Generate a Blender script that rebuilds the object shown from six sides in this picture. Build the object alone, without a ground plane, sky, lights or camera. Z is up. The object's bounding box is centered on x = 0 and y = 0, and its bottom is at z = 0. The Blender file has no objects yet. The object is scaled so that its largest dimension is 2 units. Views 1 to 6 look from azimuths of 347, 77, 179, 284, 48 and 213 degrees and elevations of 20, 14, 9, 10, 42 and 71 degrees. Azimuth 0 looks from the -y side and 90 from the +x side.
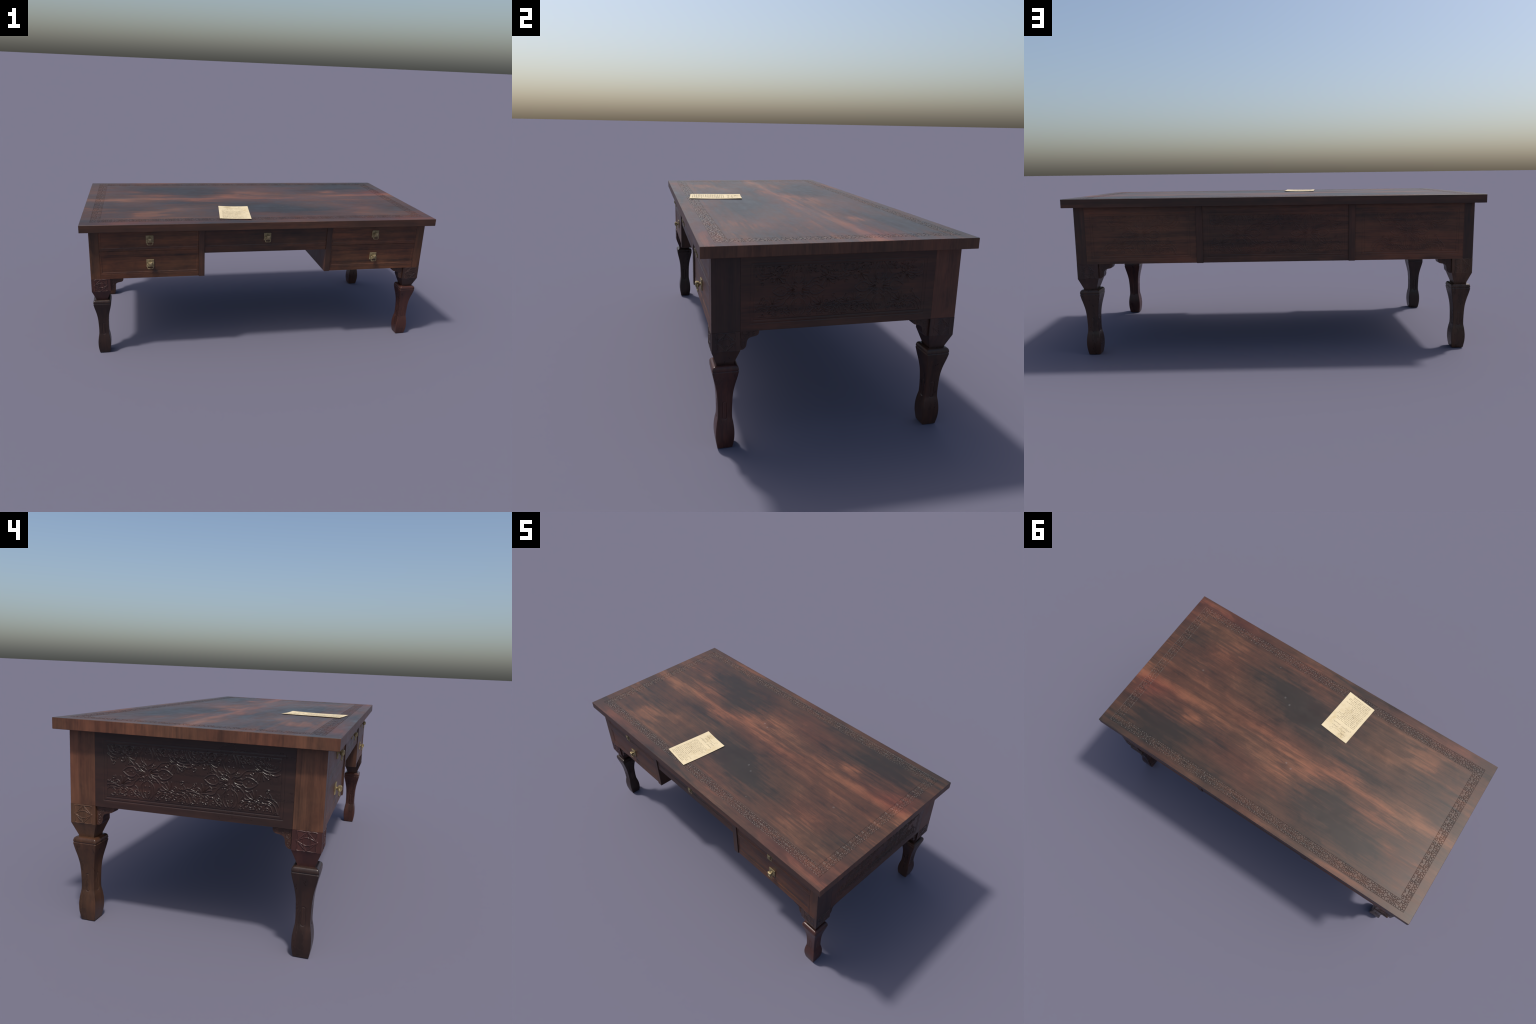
import bpy, math, random
import numpy as np
from mathutils import Vector

random.seed(7)
rng = np.random.default_rng(7)
scene = bpy.context.scene

# ------------------------------------------------------------------ sizes (m)
TOP_HX, TOP_HY, TOP_Z0, TOP_Z1 = 1.0, 0.5, 0.7299, 0.7703
BODY_X, BODY_Y = 0.958, 0.460          # outer faces of the carcass
POST = 0.10                            # square leg block
RAIL_Z = 0.4568                        # underside of the carcass
KNEE_Z = 0.590                         # underside of the middle drawer
DIV0, DIV1, DIV_PROUD = 0.350, 0.382, 0.005
POST_IN_X = 0.908                      # front/back boards run to here
LEG_CX, LEG_CY = BODY_X - POST / 2, BODY_Y - POST / 2


# ------------------------------------------------------------------ materials
class Nodes:
    def __init__(self, name):
        self.mat = bpy.data.materials.new(name)
        self.mat.use_nodes = True
        self.nt = self.mat.node_tree
        self.nt.nodes.clear()

    def add(self, kind, **props):
        n = self.nt.nodes.new(kind)
        for k, v in props.items():
            setattr(n, k, v)
        return n

    def link(self, a, b):
        self.nt.links.new(a, b)

    def put(self, sock, v):
        if isinstance(v, bpy.types.NodeSocket):
            self.link(v, sock)
        else:
            sock.default_value = v

    def math(self, op, a, b=0.0, c=0.0, clamp=False):
        n = self.add('ShaderNodeMath', operation=op, use_clamp=clamp)
        self.put(n.inputs[0], a)
        self.put(n.inputs[1], b)
        self.put(n.inputs[2], c)
        return n.outputs[0]

    def vmath(self, op, a, b=(0, 0, 0)):
        n = self.add('ShaderNodeVectorMath', operation=op)
        self.put(n.inputs[0], a)
        self.put(n.inputs[1], b)
        return n.outputs['Value'] if op in ('DOT_PRODUCT', 'LENGTH') else n.outputs[0]

    def noise(self, vec, scale, detail=4.0, rough=0.55, dist=0.0):
        n = self.add('ShaderNodeTexNoise')
        self.put(n.inputs['Vector'], vec)
        n.inputs['Scale'].default_value = scale
        n.inputs['Detail'].default_value = detail
        n.inputs['Roughness'].default_value = rough
        n.inputs['Distortion'].default_value = dist
        return n

    def mapping(self, vec, loc=(0, 0, 0), scale=(1, 1, 1)):
        n = self.add('ShaderNodeMapping')
        self.put(n.inputs['Vector'], vec)
        n.inputs['Location'].default_value = loc
        n.inputs['Scale'].default_value = scale
        return n.outputs[0]

    def ramp(self, fac, stops):
        n = self.add('ShaderNodeValToRGB')
        el = n.color_ramp.elements
        while len(el) < len(stops):
            el.new(0.5)
        for e, (p, c) in zip(el, stops):
            e.position = p
            e.color = (*c, 1)
        self.put(n.inputs[0], fac)
        return n.outputs[0]

    def mix(self, fac, a, b, blend='MIX'):
        n = self.add('ShaderNodeMix', data_type='RGBA', blend_type=blend)
        self.put(n.inputs[0], fac)
        self.put(n.inputs[6], a)
        self.put(n.inputs[7], b)
        return n.outputs[2]

    def finish(self, color, rough, bump=None, strength=0.2, dist=0.0006, **kw):
        p = self.add('ShaderNodeBsdfPrincipled')
        self.put(p.inputs['Base Color'], color)
        self.put(p.inputs['Roughness'], rough)
        for k, v in kw.items():
            self.put(p.inputs[k], v)
        if bump is not None:
            b = self.add('ShaderNodeBump')
            b.inputs['Strength'].default_value = strength
            b.inputs['Distance'].default_value = dist
            self.put(b.inputs['Height'], bump)
            self.link(b.outputs[0], p.inputs['Normal'])
        o = self.add('ShaderNodeOutputMaterial')
        self.link(p.outputs[0], o.inputs[0])
        return self.mat


def rgba(c, k=1.0):
    return (c[0] * k, c[1] * k, c[2] * k, 1)


def along(axis, s):
    """mapping scale squeezed along the grain axis"""
    return tuple(s if a == axis else 1.0 for a in 'xyz')


def wood(name, dark, mid, light, axis, seed, blotch=5.0, stretch=0.35, contrast=1.0,
         bias=0.0, rough=0.42, red=(1.10, 0.94, 0.94), blobs=None, specks=None, gain=1.0, vein=0.20, spec=0.36):
    """polished dark hardwood: stains + streaks along the grain + fine fibres"""
    m = Nodes(name)
    tc = m.add('ShaderNodeTexCoord').outputs['Object']
    sd = (seed * 3.7, seed * 1.9, seed * 5.3)
    wob = m.noise(m.mapping(tc, sd), 7.0, 3.0)
    wv = m.vmath('MULTIPLY', m.vmath('SUBTRACT', wob.outputs['Color'], (0.5, 0.5, 0.5)), (0.03, 0.03, 0.03))
    p = m.vmath('ADD', tc, wv)
    n1 = m.noise(m.mapping(p, sd, along(axis, stretch)), blotch, 6.0, 0.6, 0.3).outputs['Fac']
    n2 = m.noise(m.mapping(tc, sd, along(axis, 0.018)), 36.0, 5.0, 0.62).outputs['Fac']
    n3 = m.noise(m.mapping(tc, sd, along(axis, 0.025)), 330.0, 3.0, 0.6).outputs['Fac']
    f = m.math('MULTIPLY_ADD', m.math('SUBTRACT', n1, 0.5), 1.25 * contrast, 0.5 + bias)
    f = m.math('MULTIPLY_ADD', m.math('SUBTRACT', n2, 0.5), 0.80 * contrast, f)
    f = m.math('MULTIPLY_ADD', m.math('SUBTRACT', n3, 0.5), 0.42 * contrast, f)
    wv4 = m.vmath('MULTIPLY', wv, (0.35, 0.35, 0.35))
    n4 = m.noise(m.mapping(m.vmath('ADD', tc, wv4), (sd[2], sd[0], sd[1]), along(axis, 0.10)), 22.0, 5.0, 0.6, 0.15).outputs['Fac']
    ridge4 = m.math('ABSOLUTE', m.math('SUBTRACT', n4, 0.5))
    v4 = m.math('SUBTRACT', 1.0, m.math('MULTIPLY', ridge4, 11.0), clamp=True)
    gate = m.math('MULTIPLY', v4, m.math('MULTIPLY_ADD', m.math('SUBTRACT', n1, 0.42), 6.0, 0.0, clamp=True))
    f = m.math('MULTIPLY_ADD', gate, -vein, f)
    n5 = m.noise(m.mapping(p, (sd[1], sd[0], sd[2]), along(axis, 0.60)), blotch * 2.6, 8.0, 0.68, 0.6).outputs['Fac']
    f = m.math('MULTIPLY_ADD', m.math('SUBTRACT', n5, 0.5), 0.55 * contrast, f)
    if blobs:
        fine = m.noise(m.mapping(tc, (3, 1, 7), (0.8, 1.3, 1.0)), 5.5, 7.0, 0.66)
        wv2 = m.vmath('MULTIPLY', m.vmath('SUBTRACT', fine.outputs['Color'], (0.5, 0.5, 0.5)), (0.26, 0.11, 0.0))
        q = m.vmath('ADD', tc, wv2)
        for (cx, cy, rx, ry, s) in blobs:
            d = m.vmath('MULTIPLY', m.vmath('SUBTRACT', q, (cx, cy, 0.77)), (1 / rx, 1 / ry, 0.0))
            g = m.math('EXPONENT', m.math('MULTIPLY', m.vmath('DOT_PRODUCT', d, d), -1.0))
            f = m.math('MULTIPLY_ADD', g, s * (0.74 if s > 0 else 0.60), f)
    warm = (1, 1, 1) if blobs else (1.07, 1.01, 0.94)  # body woods tinted warmer to offset bluish shade and sky reflection
    dark, mid, light = [tuple(gain * c * k for c, k in zip(q, warm)) for q in (dark, mid, light)]
    col = m.ramp(f, [(0.16, dark), (0.5, mid), (0.90, light)])
    hue = m.noise(m.mapping(tc, (sd[1], sd[2], sd[0]), along(axis, 0.5)), 4.0, 4.0).outputs['Fac']
    hue = m.ramp(hue, [(0.42, (0, 0, 0)), (0.62, (1, 1, 1))])
    col = m.mix(hue, col, m.mix(1.0, col, (*red, 1), 'MULTIPLY'))
    if blobs:
        for (cx, cy, rx, ry, k) in TOP_REDS:
            d = m.vmath('MULTIPLY', m.vmath('SUBTRACT', q, (cx, cy, 0.77)), (1 / rx, 1 / ry, 0.0))
            g = m.math('EXPONENT', m.math('MULTIPLY', m.vmath('DOT_PRODUCT', d, d), -1.0))
            col = m.mix(m.math('MULTIPLY', g, k * 0.8), col, m.mix(1.0, col, (1.06, 0.74, 0.84, 1), 'MULTIPLY'))
    if specks:
        for (pos, r) in specks:
            d = m.vmath('SUBTRACT', p, pos)
            g = m.math('LESS_THAN', m.vmath('LENGTH', d), r)
            col = m.mix(m.math('MULTIPLY', g, 0.2), col, (0.22, 0.21, 0.2, 1))
    rg = m.math('MULTIPLY_ADD', n1, 0.28, m.math('MULTIPLY_ADD', n2, 0.18, m.math('MULTIPLY_ADD', n5, 0.30, rough - 0.38)))
    bump = m.math('MULTIPLY_ADD', n2, 0.4, n3)
    return m.finish(col, rg, bump, 0.12, 0.0005, **{'Specular IOR Level': spec})


DARK = (0.024, 0.0180, 0.0145)
MID = (0.070, 0.0335, 0.0200)
LIGHT = (0.182, 0.076, 0.038)

# stains and worn streaks of the top: centre, radii, lighter (+) or darker (-)
TOP_STAINS = [
    # dark
    (0.27, -0.25, 0.20, 0.11, -0.42), (0.08, -0.22, 0.16, 0.10, -0.38), (-0.03, -0.12, 0.16, 0.08, -0.34),
    (-0.30, -0.07, 0.16, 0.06, -0.26), (-0.44, -0.05, 0.14, 0.05, -0.22),
    (-0.22, 0.25, 0.17, 0.11, -0.44), (-0.47, 0.29, 0.20, 0.13, -0.46), (-0.66, 0.30, 0.14, 0.12, -0.22),
    (-0.36, 0.16, 0.12, 0.06, -0.24),
    (0.62, 0.31, 0.16, 0.10, -0.42), (0.40, 0.24, 0.12, 0.07, -0.36), (0.78, 0.33, 0.14, 0.10, -0.34),
    (0.30, 0.42, 0.45, 0.06, -0.26), (0.86, -0.19, 0.10, 0.10, -0.30), (0.92, 0.47, 0.16, 0.07, -0.40),
    (-0.70, -0.21, 0.16, 0.06, -0.24), (-0.83, -0.16, 0.12, 0.06, -0.26), (-0.84, -0.34, 0.14, 0.06, -0.22),
    (-0.14, -0.48, 0.22, 0.045, -0.36), (0.66, -0.10, 0.10, 0.05, -0.16), (-0.12, -0.34, 0.14, 0.10, -0.22),
    # light
    (0.87, 0.125, 0.14, 0.030, 0.24), (0.54, 0.100, 0.20, 0.035, 0.30), (0.20, 0.045, 0.20, 0.030, 0.26),
    (-0.08, 0.080, 0.18, 0.035, 0.30), (-0.33, 0.025, 0.18, 0.028, 0.26), (-0.63, 0.050, 0.22, 0.035, 0.32),
    (-0.88, 0.025, 0.14, 0.035, 0.32), (-0.47, -0.215, 0.12, 0.040, 0.32), (-0.63, -0.27, 0.10, 0.045, 0.30),
    (-0.03, 0.200, 0.12, 0.060, 0.26), (0.59, 0.215, 0.06, 0.040, 0.34), (0.69, -0.24, 0.14, 0.07, 0.16),
    (0.48, -0.14, 0.20, 0.08, 0.18), (0.97, 0.09, 0.06, 0.06, 0.22), (-0.70, 0.23, 0.07, 0.03, 0.26),
    (0.70, -0.36, 0.22, 0.025, 0.22), (-0.80, -0.385, 0.20, 0.03, 0.16), (0.66, 0.02, 0.20, 0.06, 0.12),
    (-0.96, 0.20, 0.06, 0.08, 0.12), (-0.97, -0.46, 0.10, 0.06, -0.22), (0.42, 0.02, 0.18, 0.06, 0.10),
]
# redder polish: centre, radii, amount
TOP_REDS = [(0.78, -0.46, 0.36, 0.06, 0.9), (0.98, -0.36, 0.08, 0.14, 0.7), (-0.78, -0.47, 0.34, 0.05, 0.8), (0.93, 0.20, 0.08, 0.10, 0.8),
            (0.78, 0.16, 0.20, 0.05, 0.7), (0.25, -0.42, 0.25, 0.05, 0.5), (0.20, 0.30, 0.20, 0.08, 0.4), (-0.35, -0.46, 0.2, 0.05, 0.5),
            (0.72, 0.28, 0.10, 0.06, 0.5), (-0.85, 0.30, 0.14, 0.10, 0.4)]
TOP_SPECKS = [((-0.02, 0.127, 0.77), 0.006), ((-0.060, 0.146, 0.77), 0.007), ((0.20, -0.20, 0.77), 0.006),
              ((0.155, -0.175, 0.77), 0.006), ((0.34, -0.35, 0.77), 0.006), ((0.70, -0.08, 0.77), 0.006)]

M = {}
M['top'] = wood('stained_tabletop_wood', DARK, MID, LIGHT, 'x', 1, 6.0, 0.4, 0.85, 0.0, 0.42,
                blobs=TOP_STAINS, specks=TOP_SPECKS, spec=0.44)
M['groove'] = wood('engraved_line_wood_darker', DARK, MID, LIGHT, 'x', 1, 6.0, 0.4, 0.85, 0.0, 0.52,
                   blobs=TOP_STAINS, gain=0.68, spec=0.40)
M['edge_end'] = wood('tabletop_end_grain', (0.030, 0.017, 0.012), (0.090, 0.042, 0.025), (0.165, 0.074, 0.041),
                     'z', 2, 10.0, 0.08, 0.8)
M['edge_long'] = wood('tabletop_edge_wood', (0.022, 0.015, 0.012), (0.052, 0.026, 0.017), (0.10, 0.043, 0.025),
                      'x', 3, 6.0, 0.3, 0.9)
M['drawer'] = wood('drawer_wood', (0.020, 0.0135, 0.0105), (0.078, 0.035, 0.018), (0.155, 0.062, 0.028), 'x', 4, 7.0, 0.35, 1.0)
M['drawer_mid'] = wood('middle_drawer_wood', (0.018, 0.0135, 0.0115), (0.052, 0.0255, 0.0155), (0.115, 0.047, 0.024), 'x', 5, 7.0, 0.4, 1.0)
M['divider'] = wood('divider_wood', (0.020, 0.0135, 0.0115), (0.050, 0.025, 0.017), (0.095, 0.041, 0.025), 'z', 6, 7.0, 0.4, 0.9)
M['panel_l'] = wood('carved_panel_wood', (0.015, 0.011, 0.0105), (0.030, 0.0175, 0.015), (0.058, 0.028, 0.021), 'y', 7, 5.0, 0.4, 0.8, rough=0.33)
M['panel_r'] = wood('carved_panel_wood_lighter', (0.020, 0.014, 0.012), (0.058, 0.029, 0.0190), (0.115, 0.050, 0.030), 'y', 8, 5.0, 0.4, 0.8, rough=0.38)
M['panel_b'] = wood('back_panel_wood', (0.022, 0.0145, 0.012), (0.095, 0.043, 0.0245), (0.175, 0.072, 0.037), 'x', 9, 5.0, 0.5, 0.9, rough=0.42)
M['panel_bm'] = wood('back_middle_panel_wood', (0.018, 0.0135, 0.0115), (0.066, 0.032, 0.020), (0.140, 0.060, 0.033), 'x', 10, 5.0, 0.4, 0.9, rough=0.42)
M['stile_f'] = wood('front_stile_wood', (0.020, 0.0135, 0.0105), (0.074, 0.034, 0.018), (0.14, 0.057, 0.027), 'z', 51, 7.0, 0.4, 0.9)
M['stile_b'] = wood('back_stile_wood', (0.018, 0.014, 0.013), (0.050, 0.026, 0.018), (0.11, 0.047, 0.028), 'z', 52, 7.0, 0.4, 1.0)
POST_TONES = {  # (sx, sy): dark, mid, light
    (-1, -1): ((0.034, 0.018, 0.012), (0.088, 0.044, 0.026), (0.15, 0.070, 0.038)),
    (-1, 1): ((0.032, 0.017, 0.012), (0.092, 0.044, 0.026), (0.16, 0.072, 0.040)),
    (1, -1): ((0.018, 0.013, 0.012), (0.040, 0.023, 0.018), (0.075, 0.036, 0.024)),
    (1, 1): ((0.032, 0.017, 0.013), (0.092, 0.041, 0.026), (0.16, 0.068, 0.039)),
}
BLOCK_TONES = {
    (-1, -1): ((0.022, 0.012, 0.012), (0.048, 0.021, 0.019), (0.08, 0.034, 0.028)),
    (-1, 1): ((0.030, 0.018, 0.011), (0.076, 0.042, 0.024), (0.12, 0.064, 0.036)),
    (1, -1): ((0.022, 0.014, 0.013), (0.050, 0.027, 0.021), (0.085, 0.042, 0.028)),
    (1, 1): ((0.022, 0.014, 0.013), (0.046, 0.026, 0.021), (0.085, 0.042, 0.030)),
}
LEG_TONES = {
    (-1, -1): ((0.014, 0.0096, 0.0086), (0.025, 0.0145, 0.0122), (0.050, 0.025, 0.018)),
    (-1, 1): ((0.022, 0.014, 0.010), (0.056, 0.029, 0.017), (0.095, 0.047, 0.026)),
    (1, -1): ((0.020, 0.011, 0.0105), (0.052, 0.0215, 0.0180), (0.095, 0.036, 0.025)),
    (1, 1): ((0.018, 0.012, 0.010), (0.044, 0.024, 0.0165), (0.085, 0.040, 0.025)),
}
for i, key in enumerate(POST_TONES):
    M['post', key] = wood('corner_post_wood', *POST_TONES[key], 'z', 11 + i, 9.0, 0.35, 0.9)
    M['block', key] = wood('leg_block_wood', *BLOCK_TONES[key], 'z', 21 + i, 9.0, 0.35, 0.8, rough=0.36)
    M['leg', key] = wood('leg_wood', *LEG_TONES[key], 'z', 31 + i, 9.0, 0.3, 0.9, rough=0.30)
M['bracket'] = wood('bracket_wood', (0.022, 0.014, 0.012), (0.052, 0.026, 0.019), (0.09, 0.042, 0.027), 'z', 41, 14.0, 0.5, 1.0, rough=0.36)
M['inner'] = wood('unpolished_inner_wood', (0.02, 0.016, 0.014), (0.04, 0.026, 0.02), (0.06, 0.038, 0.028), 'y', 42, 6.0, 0.3, 0.9, rough=0.6)


def brass():
    m = Nodes('aged_brass')
    tc = m.add('ShaderNodeTexCoord').outputs['Object']
    n = m.noise(tc, 90.0, 5.0, 0.6).outputs['Fac']
    col = m.ramp(n, [(0.3, (0.17, 0.125, 0.060)), (0.6, (0.34, 0.265, 0.140)), (0.8, (0.46, 0.37, 0.21))])
    return m.finish(col, m.math('MULTIPLY_ADD', n, 0.25, 0.38), n, 0.15, 0.0004, Metallic=0.4)


M['brass'] = brass()


def paper():
    m = Nodes('aged_letter_paper')
    tc = m.add('ShaderNodeTexCoord').outputs['Object']
    n = m.noise(tc, 14.0, 6.0, 0.6).outputs['Fac']
    f = m.noise(tc, 500.0, 2.0).outputs['Fac']
    col = m.ramp(m.math('MULTIPLY_ADD', m.math('SUBTRACT', f, 0.5), 0.15, n),
                 [(0.28, (0.50, 0.385, 0.20)), (0.45, (0.60, 0.50, 0.32)), (0.7, (0.66, 0.55, 0.35))])
    return m.finish(col, 0.8, f, 0.1, 0.0003)


M['paper'] = paper()
ink = Nodes('faded_brown_ink')
ink_tc = ink.add('ShaderNodeTexCoord').outputs['Object']
ink_n = ink.noise(ink_tc, 60.0, 3.0).outputs['Fac']
M['ink'] = ink.finish(ink.ramp(ink_n, [(0.3, (0.12, 0.09, 0.05)), (0.7, (0.27, 0.21, 0.125))]), 0.7)


# ------------------------------------------------------------------ mesh tools
def obj_from(name, verts, faces, mats, parent=None, smooth=False, face_mats=None):
    me = bpy.data.meshes.new(name)
    me.from_pydata([tuple(v) for v in verts], [], [tuple(f) for f in faces])
    for mt in (mats if isinstance(mats, (list, tuple)) else [mats]):
        me.materials.append(mt)
    if face_mats is not None:
        me.polygons.foreach_set('material_index', face_mats)
    if smooth:
        me.polygons.foreach_set('use_smooth', [True] * len(me.polygons))
    me.update()
    ob = bpy.data.objects.new(name, me)
    scene.collection.objects.link(ob)
    if parent is not None:
        ob.parent = parent
    return ob


def box_data(x0, x1, y0, y1, z0, z1, c=0.0012):
    """box with all edges chamfered by c"""
    from itertools import product
    V, F = [], []
    lo, hi = (x0, y0, z0), (x1, y1, z1)
    idx = {}
    for s in product((0, 1), repeat=3):
        for ax in range(3):
            p = []
            for k in range(3):
                full = hi[k] if s[k] else lo[k]
                p.append(full if k == ax else full + (-c if s[k] else c))
            idx[s, ax] = len(V)
            V.append(p)
    def fix(f):
        pts = [Vector(V[i]) for i in f]
        cen = sum(pts, Vector()) / len(pts)
        n = (pts[1] - pts[0]).cross(pts[2] - pts[0])
        mid = Vector([(lo[k] + hi[k]) / 2 for k in range(3)])
        return f if n.dot(cen - mid) > 0 else f[::-1]
    for ax in range(3):
        u, v = [k for k in range(3) if k != ax]
        for side in (0, 1):
            ring = []
            for a, b in ((0, 0), (1, 0), (1, 1), (0, 1)):
                s = [0, 0, 0]
                s[ax], s[u], s[v] = side, a, b
                ring.append(idx[tuple(s), ax])
            F.append(fix(ring))
    for ax in range(3):          # edges along ax
        u, v = [k for k in range(3) if k != ax]
        for a, b in product((0, 1), repeat=2):
            s0, s1 = [0, 0, 0], [0, 0, 0]
            s0[u] = s1[u] = a
            s0[v] = s1[v] = b
            s1[ax] = 1
            F.append(fix([idx[tuple(s0), u], idx[tuple(s1), u], idx[tuple(s1), v], idx[tuple(s0), v]]))
    for s in product((0, 1), repeat=3):
        F.append(fix([idx[s, 0], idx[s, 1], idx[s, 2]]))
    return V, F


def box(name, x0, x1, y0, y1, z0, z1, mat, parent, c=0.0012):
    V, F = box_data(x0, x1, y0, y1, z0, z1, c)
    return obj_from(name, V, F, mat, parent)


def join(parts):
    V, F = [], []
    for v, f in parts:
        o = len(V)
        V += [tuple(p) for p in v]
        F += [tuple(i + o for i in q) for q in f]
    return V, F


class Relief:
    """height field on a rectangle (a across, b up), carved with round strokes"""
    def __init__(self, a0, a1, b0, b1, step):
        self.na = max(2, int(round((a1 - a0) / step)) + 1)
        self.nb = max(2, int(round((b1 - b0) / step)) + 1)
        self.a = np.linspace(a0, a1, self.na)
        self.b = np.linspace(b0, b1, self.nb)
        self.h = np.zeros((self.na, self.nb))
        self.r = np.zeros((self.na, self.nb))     # stroke layer 0..1
        self.thin = 1.0

    def dab(self, a, b, w, k=1.0):
        i0, i1 = np.searchsorted(self.a, (a - w, a + w))
        j0, j1 = np.searchsorted(self.b, (b - w, b + w))
        if i0 >= i1 or j0 >= j1:
            return
        d2 = ((self.a[i0:i1, None] - a) ** 2 + (self.b[None, j0:j1] - b) ** 2) / (w * w)
        v = k * np.sqrt(np.clip(1 - d2, 0, 1))
        s = self.r[i0:i1, j0:j1]
        np.maximum(s, v, out=s)

    def stroke(self, pts, w0, w1=None, k=1.0, smooth=True):
        """tapered stroke through control points"""
        w1 = w0 if w1 is None else w1
        P = curve(pts) if smooth and len(pts) > 2 else poly(pts)
        seg = np.hypot(*np.diff(P, axis=0).T)
        L = seg.sum()
        if L <= 0:
            return
        n = max(2, int(L / 0.0006))
        t = np.linspace(0, 1, n)
        s = np.concatenate([[0], np.cumsum(seg)]) / L
        A, B = np.interp(t, s, P[:, 0]), np.interp(t, s, P[:, 1])
        for i in range(n):
            self.dab(A[i], B[i], (w0 + (w1 - w0) * t[i]) * self.thin, k)

    def fade(self, margin):
        """keep strokes off the rim"""
        ea = np.minimum(self.a - self.a[0], self.a[-1] - self.a)
        eb = np.minimum(self.b - self.b[0], self.b[-1] - self.b)
        e = np.minimum(ea[:, None], eb[None, :])
        self.r *= np.clip(e / margin, 0, 1)

    def mesh(self, place, skirt=0.0, base=0):
        """place(a, b, h) -> xyz arrays; returns verts, quads (a x b right handed outward)"""
        A, B = np.meshgrid(self.a, self.b, indexing='ij')
        X, Y, Z = place(A, B, self.h)
        V = np.stack([np.broadcast_to(X, A.shape), np.broadcast_to(Y, A.shape), np.broadcast_to(Z, A.shape)], -1).reshape(-1, 3)
        I = np.arange(self.na * self.nb).reshape(self.na, self.nb)
        F = np.stack([I[:-1, :-1], I[1:, :-1], I[1:, 1:], I[:-1, 1:]], -1).reshape(-1, 4)
        if skirt:
            rim = np.concatenate([I[:, 0], I[-1, 1:], I[-2::-1, -1], I[0, -2:0:-1]])
            S = Relief.__new__(Relief)
            X2, Y2, Z2 = place(A, B, np.full(A.shape, -skirt))
            W = np.stack([np.broadcast_to(X2, A.shape), np.broadcast_to(Y2, A.shape), np.broadcast_to(Z2, A.shape)], -1).reshape(-1, 3)[rim]
            o = len(V)
            n = len(rim)
            k = np.arange(n)
            kn = (k + 1) % n
            G = np.stack([rim[kn], rim[k], o + k, o + kn], -1)
            corners = [o, o + (self.na - 1), o + (self.na - 1) + (self.nb - 1), o + 2 * (self.na - 1) + (self.nb - 1)]
            V = np.concatenate([V, W])
            F = np.concatenate([F, G, [corners[::-1]]])
        return V, F


def fast_obj(name, V, F, mat, parent, smooth=True, angle=None):
    V = np.asarray(V, dtype=np.float32)
    F = np.asarray(F, dtype=np.int32)
    me = bpy.data.meshes.new(name)
    me.vertices.add(len(V))
    me.vertices.foreach_set('co', V.ravel())
    me.loops.add(F.size)
    me.loops.foreach_set('vertex_index', F.ravel())
    me.polygons.add(len(F))
    me.polygons.foreach_set('loop_start', np.arange(0, F.size, F.shape[1], dtype=np.int32))
    me.update(calc_edges=True)
    me.validate()
    me.materials.append(mat)
    me.polygons.foreach_set('use_smooth', [bool(smooth)] * len(me.polygons))
    if angle:
        me.set_sharp_from_angle(angle=angle)
    ob = bpy.data.objects.new(name, me)
    scene.collection.objects.link(ob)
    if parent is not None:
        ob.parent = parent
    return ob


def curve(pts, per=10):
    """Catmull-Rom through pts"""
    P = np.asarray(pts, float)
    Q = np.vstack([2 * P[0] - P[1], P, 2 * P[-1] - P[-2]])
    out = []
    for i in range(1, len(Q) - 2):
        t = np.linspace(0, 1, per, endpoint=False)[:, None]
        p0, p1, p2, p3 = Q[i - 1], Q[i], Q[i + 1], Q[i + 2]
        out.append(0.5 * (2 * p1 + (p2 - p0) * t + (2 * p0 - 5 * p1 + 4 * p2 - p3) * t ** 2
                          + (3 * p1 - p0 - 3 * p2 + p3) * t ** 3))
    out.append(P[-1:])
    return np.vstack(out)


def poly(pts):
    return np.asarray(pts, float)


def spiral(c, r, a0, turns, hand=1, n=26, r1=0.15):
    t = np.linspace(0, 1, n)
    ang = a0 + hand * turns * 2 * math.pi * t
    rr = r * (1 - t * (1 - r1))
    return np.stack([c[0] + rr * np.cos(ang), c[1] + rr * np.sin(ang)], -1)


def ellipse(c, ra, rb, a0=0.0, a1=2 * math.pi, n=30):
    t = np.linspace(a0, a1, n)
    return np.stack([c[0] + ra * np.cos(t), c[1] + rb * np.sin(t)], -1)


# ------------------------------------------------------------------ desk root
desk = bpy.data.objects.new('writing_desk', None)
scene.collection.objects.link(desk)
desk['label'] = 'dark carved wooden writing desk with brass handles'
desk['category'] = 'desk'

# ------------------------------------------------------------------ tabletop with engraved border
BAND_XO_L, BAND_XI_L = -0.949, -0.898
BAND_XI_R, BAND_XO_R = 0.895, 0.946
BAND_YO_F, BAND_YI_F = -0.446, -0.395
BAND_YI_B, BAND_YO_B = 0.414, 0.465


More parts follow.
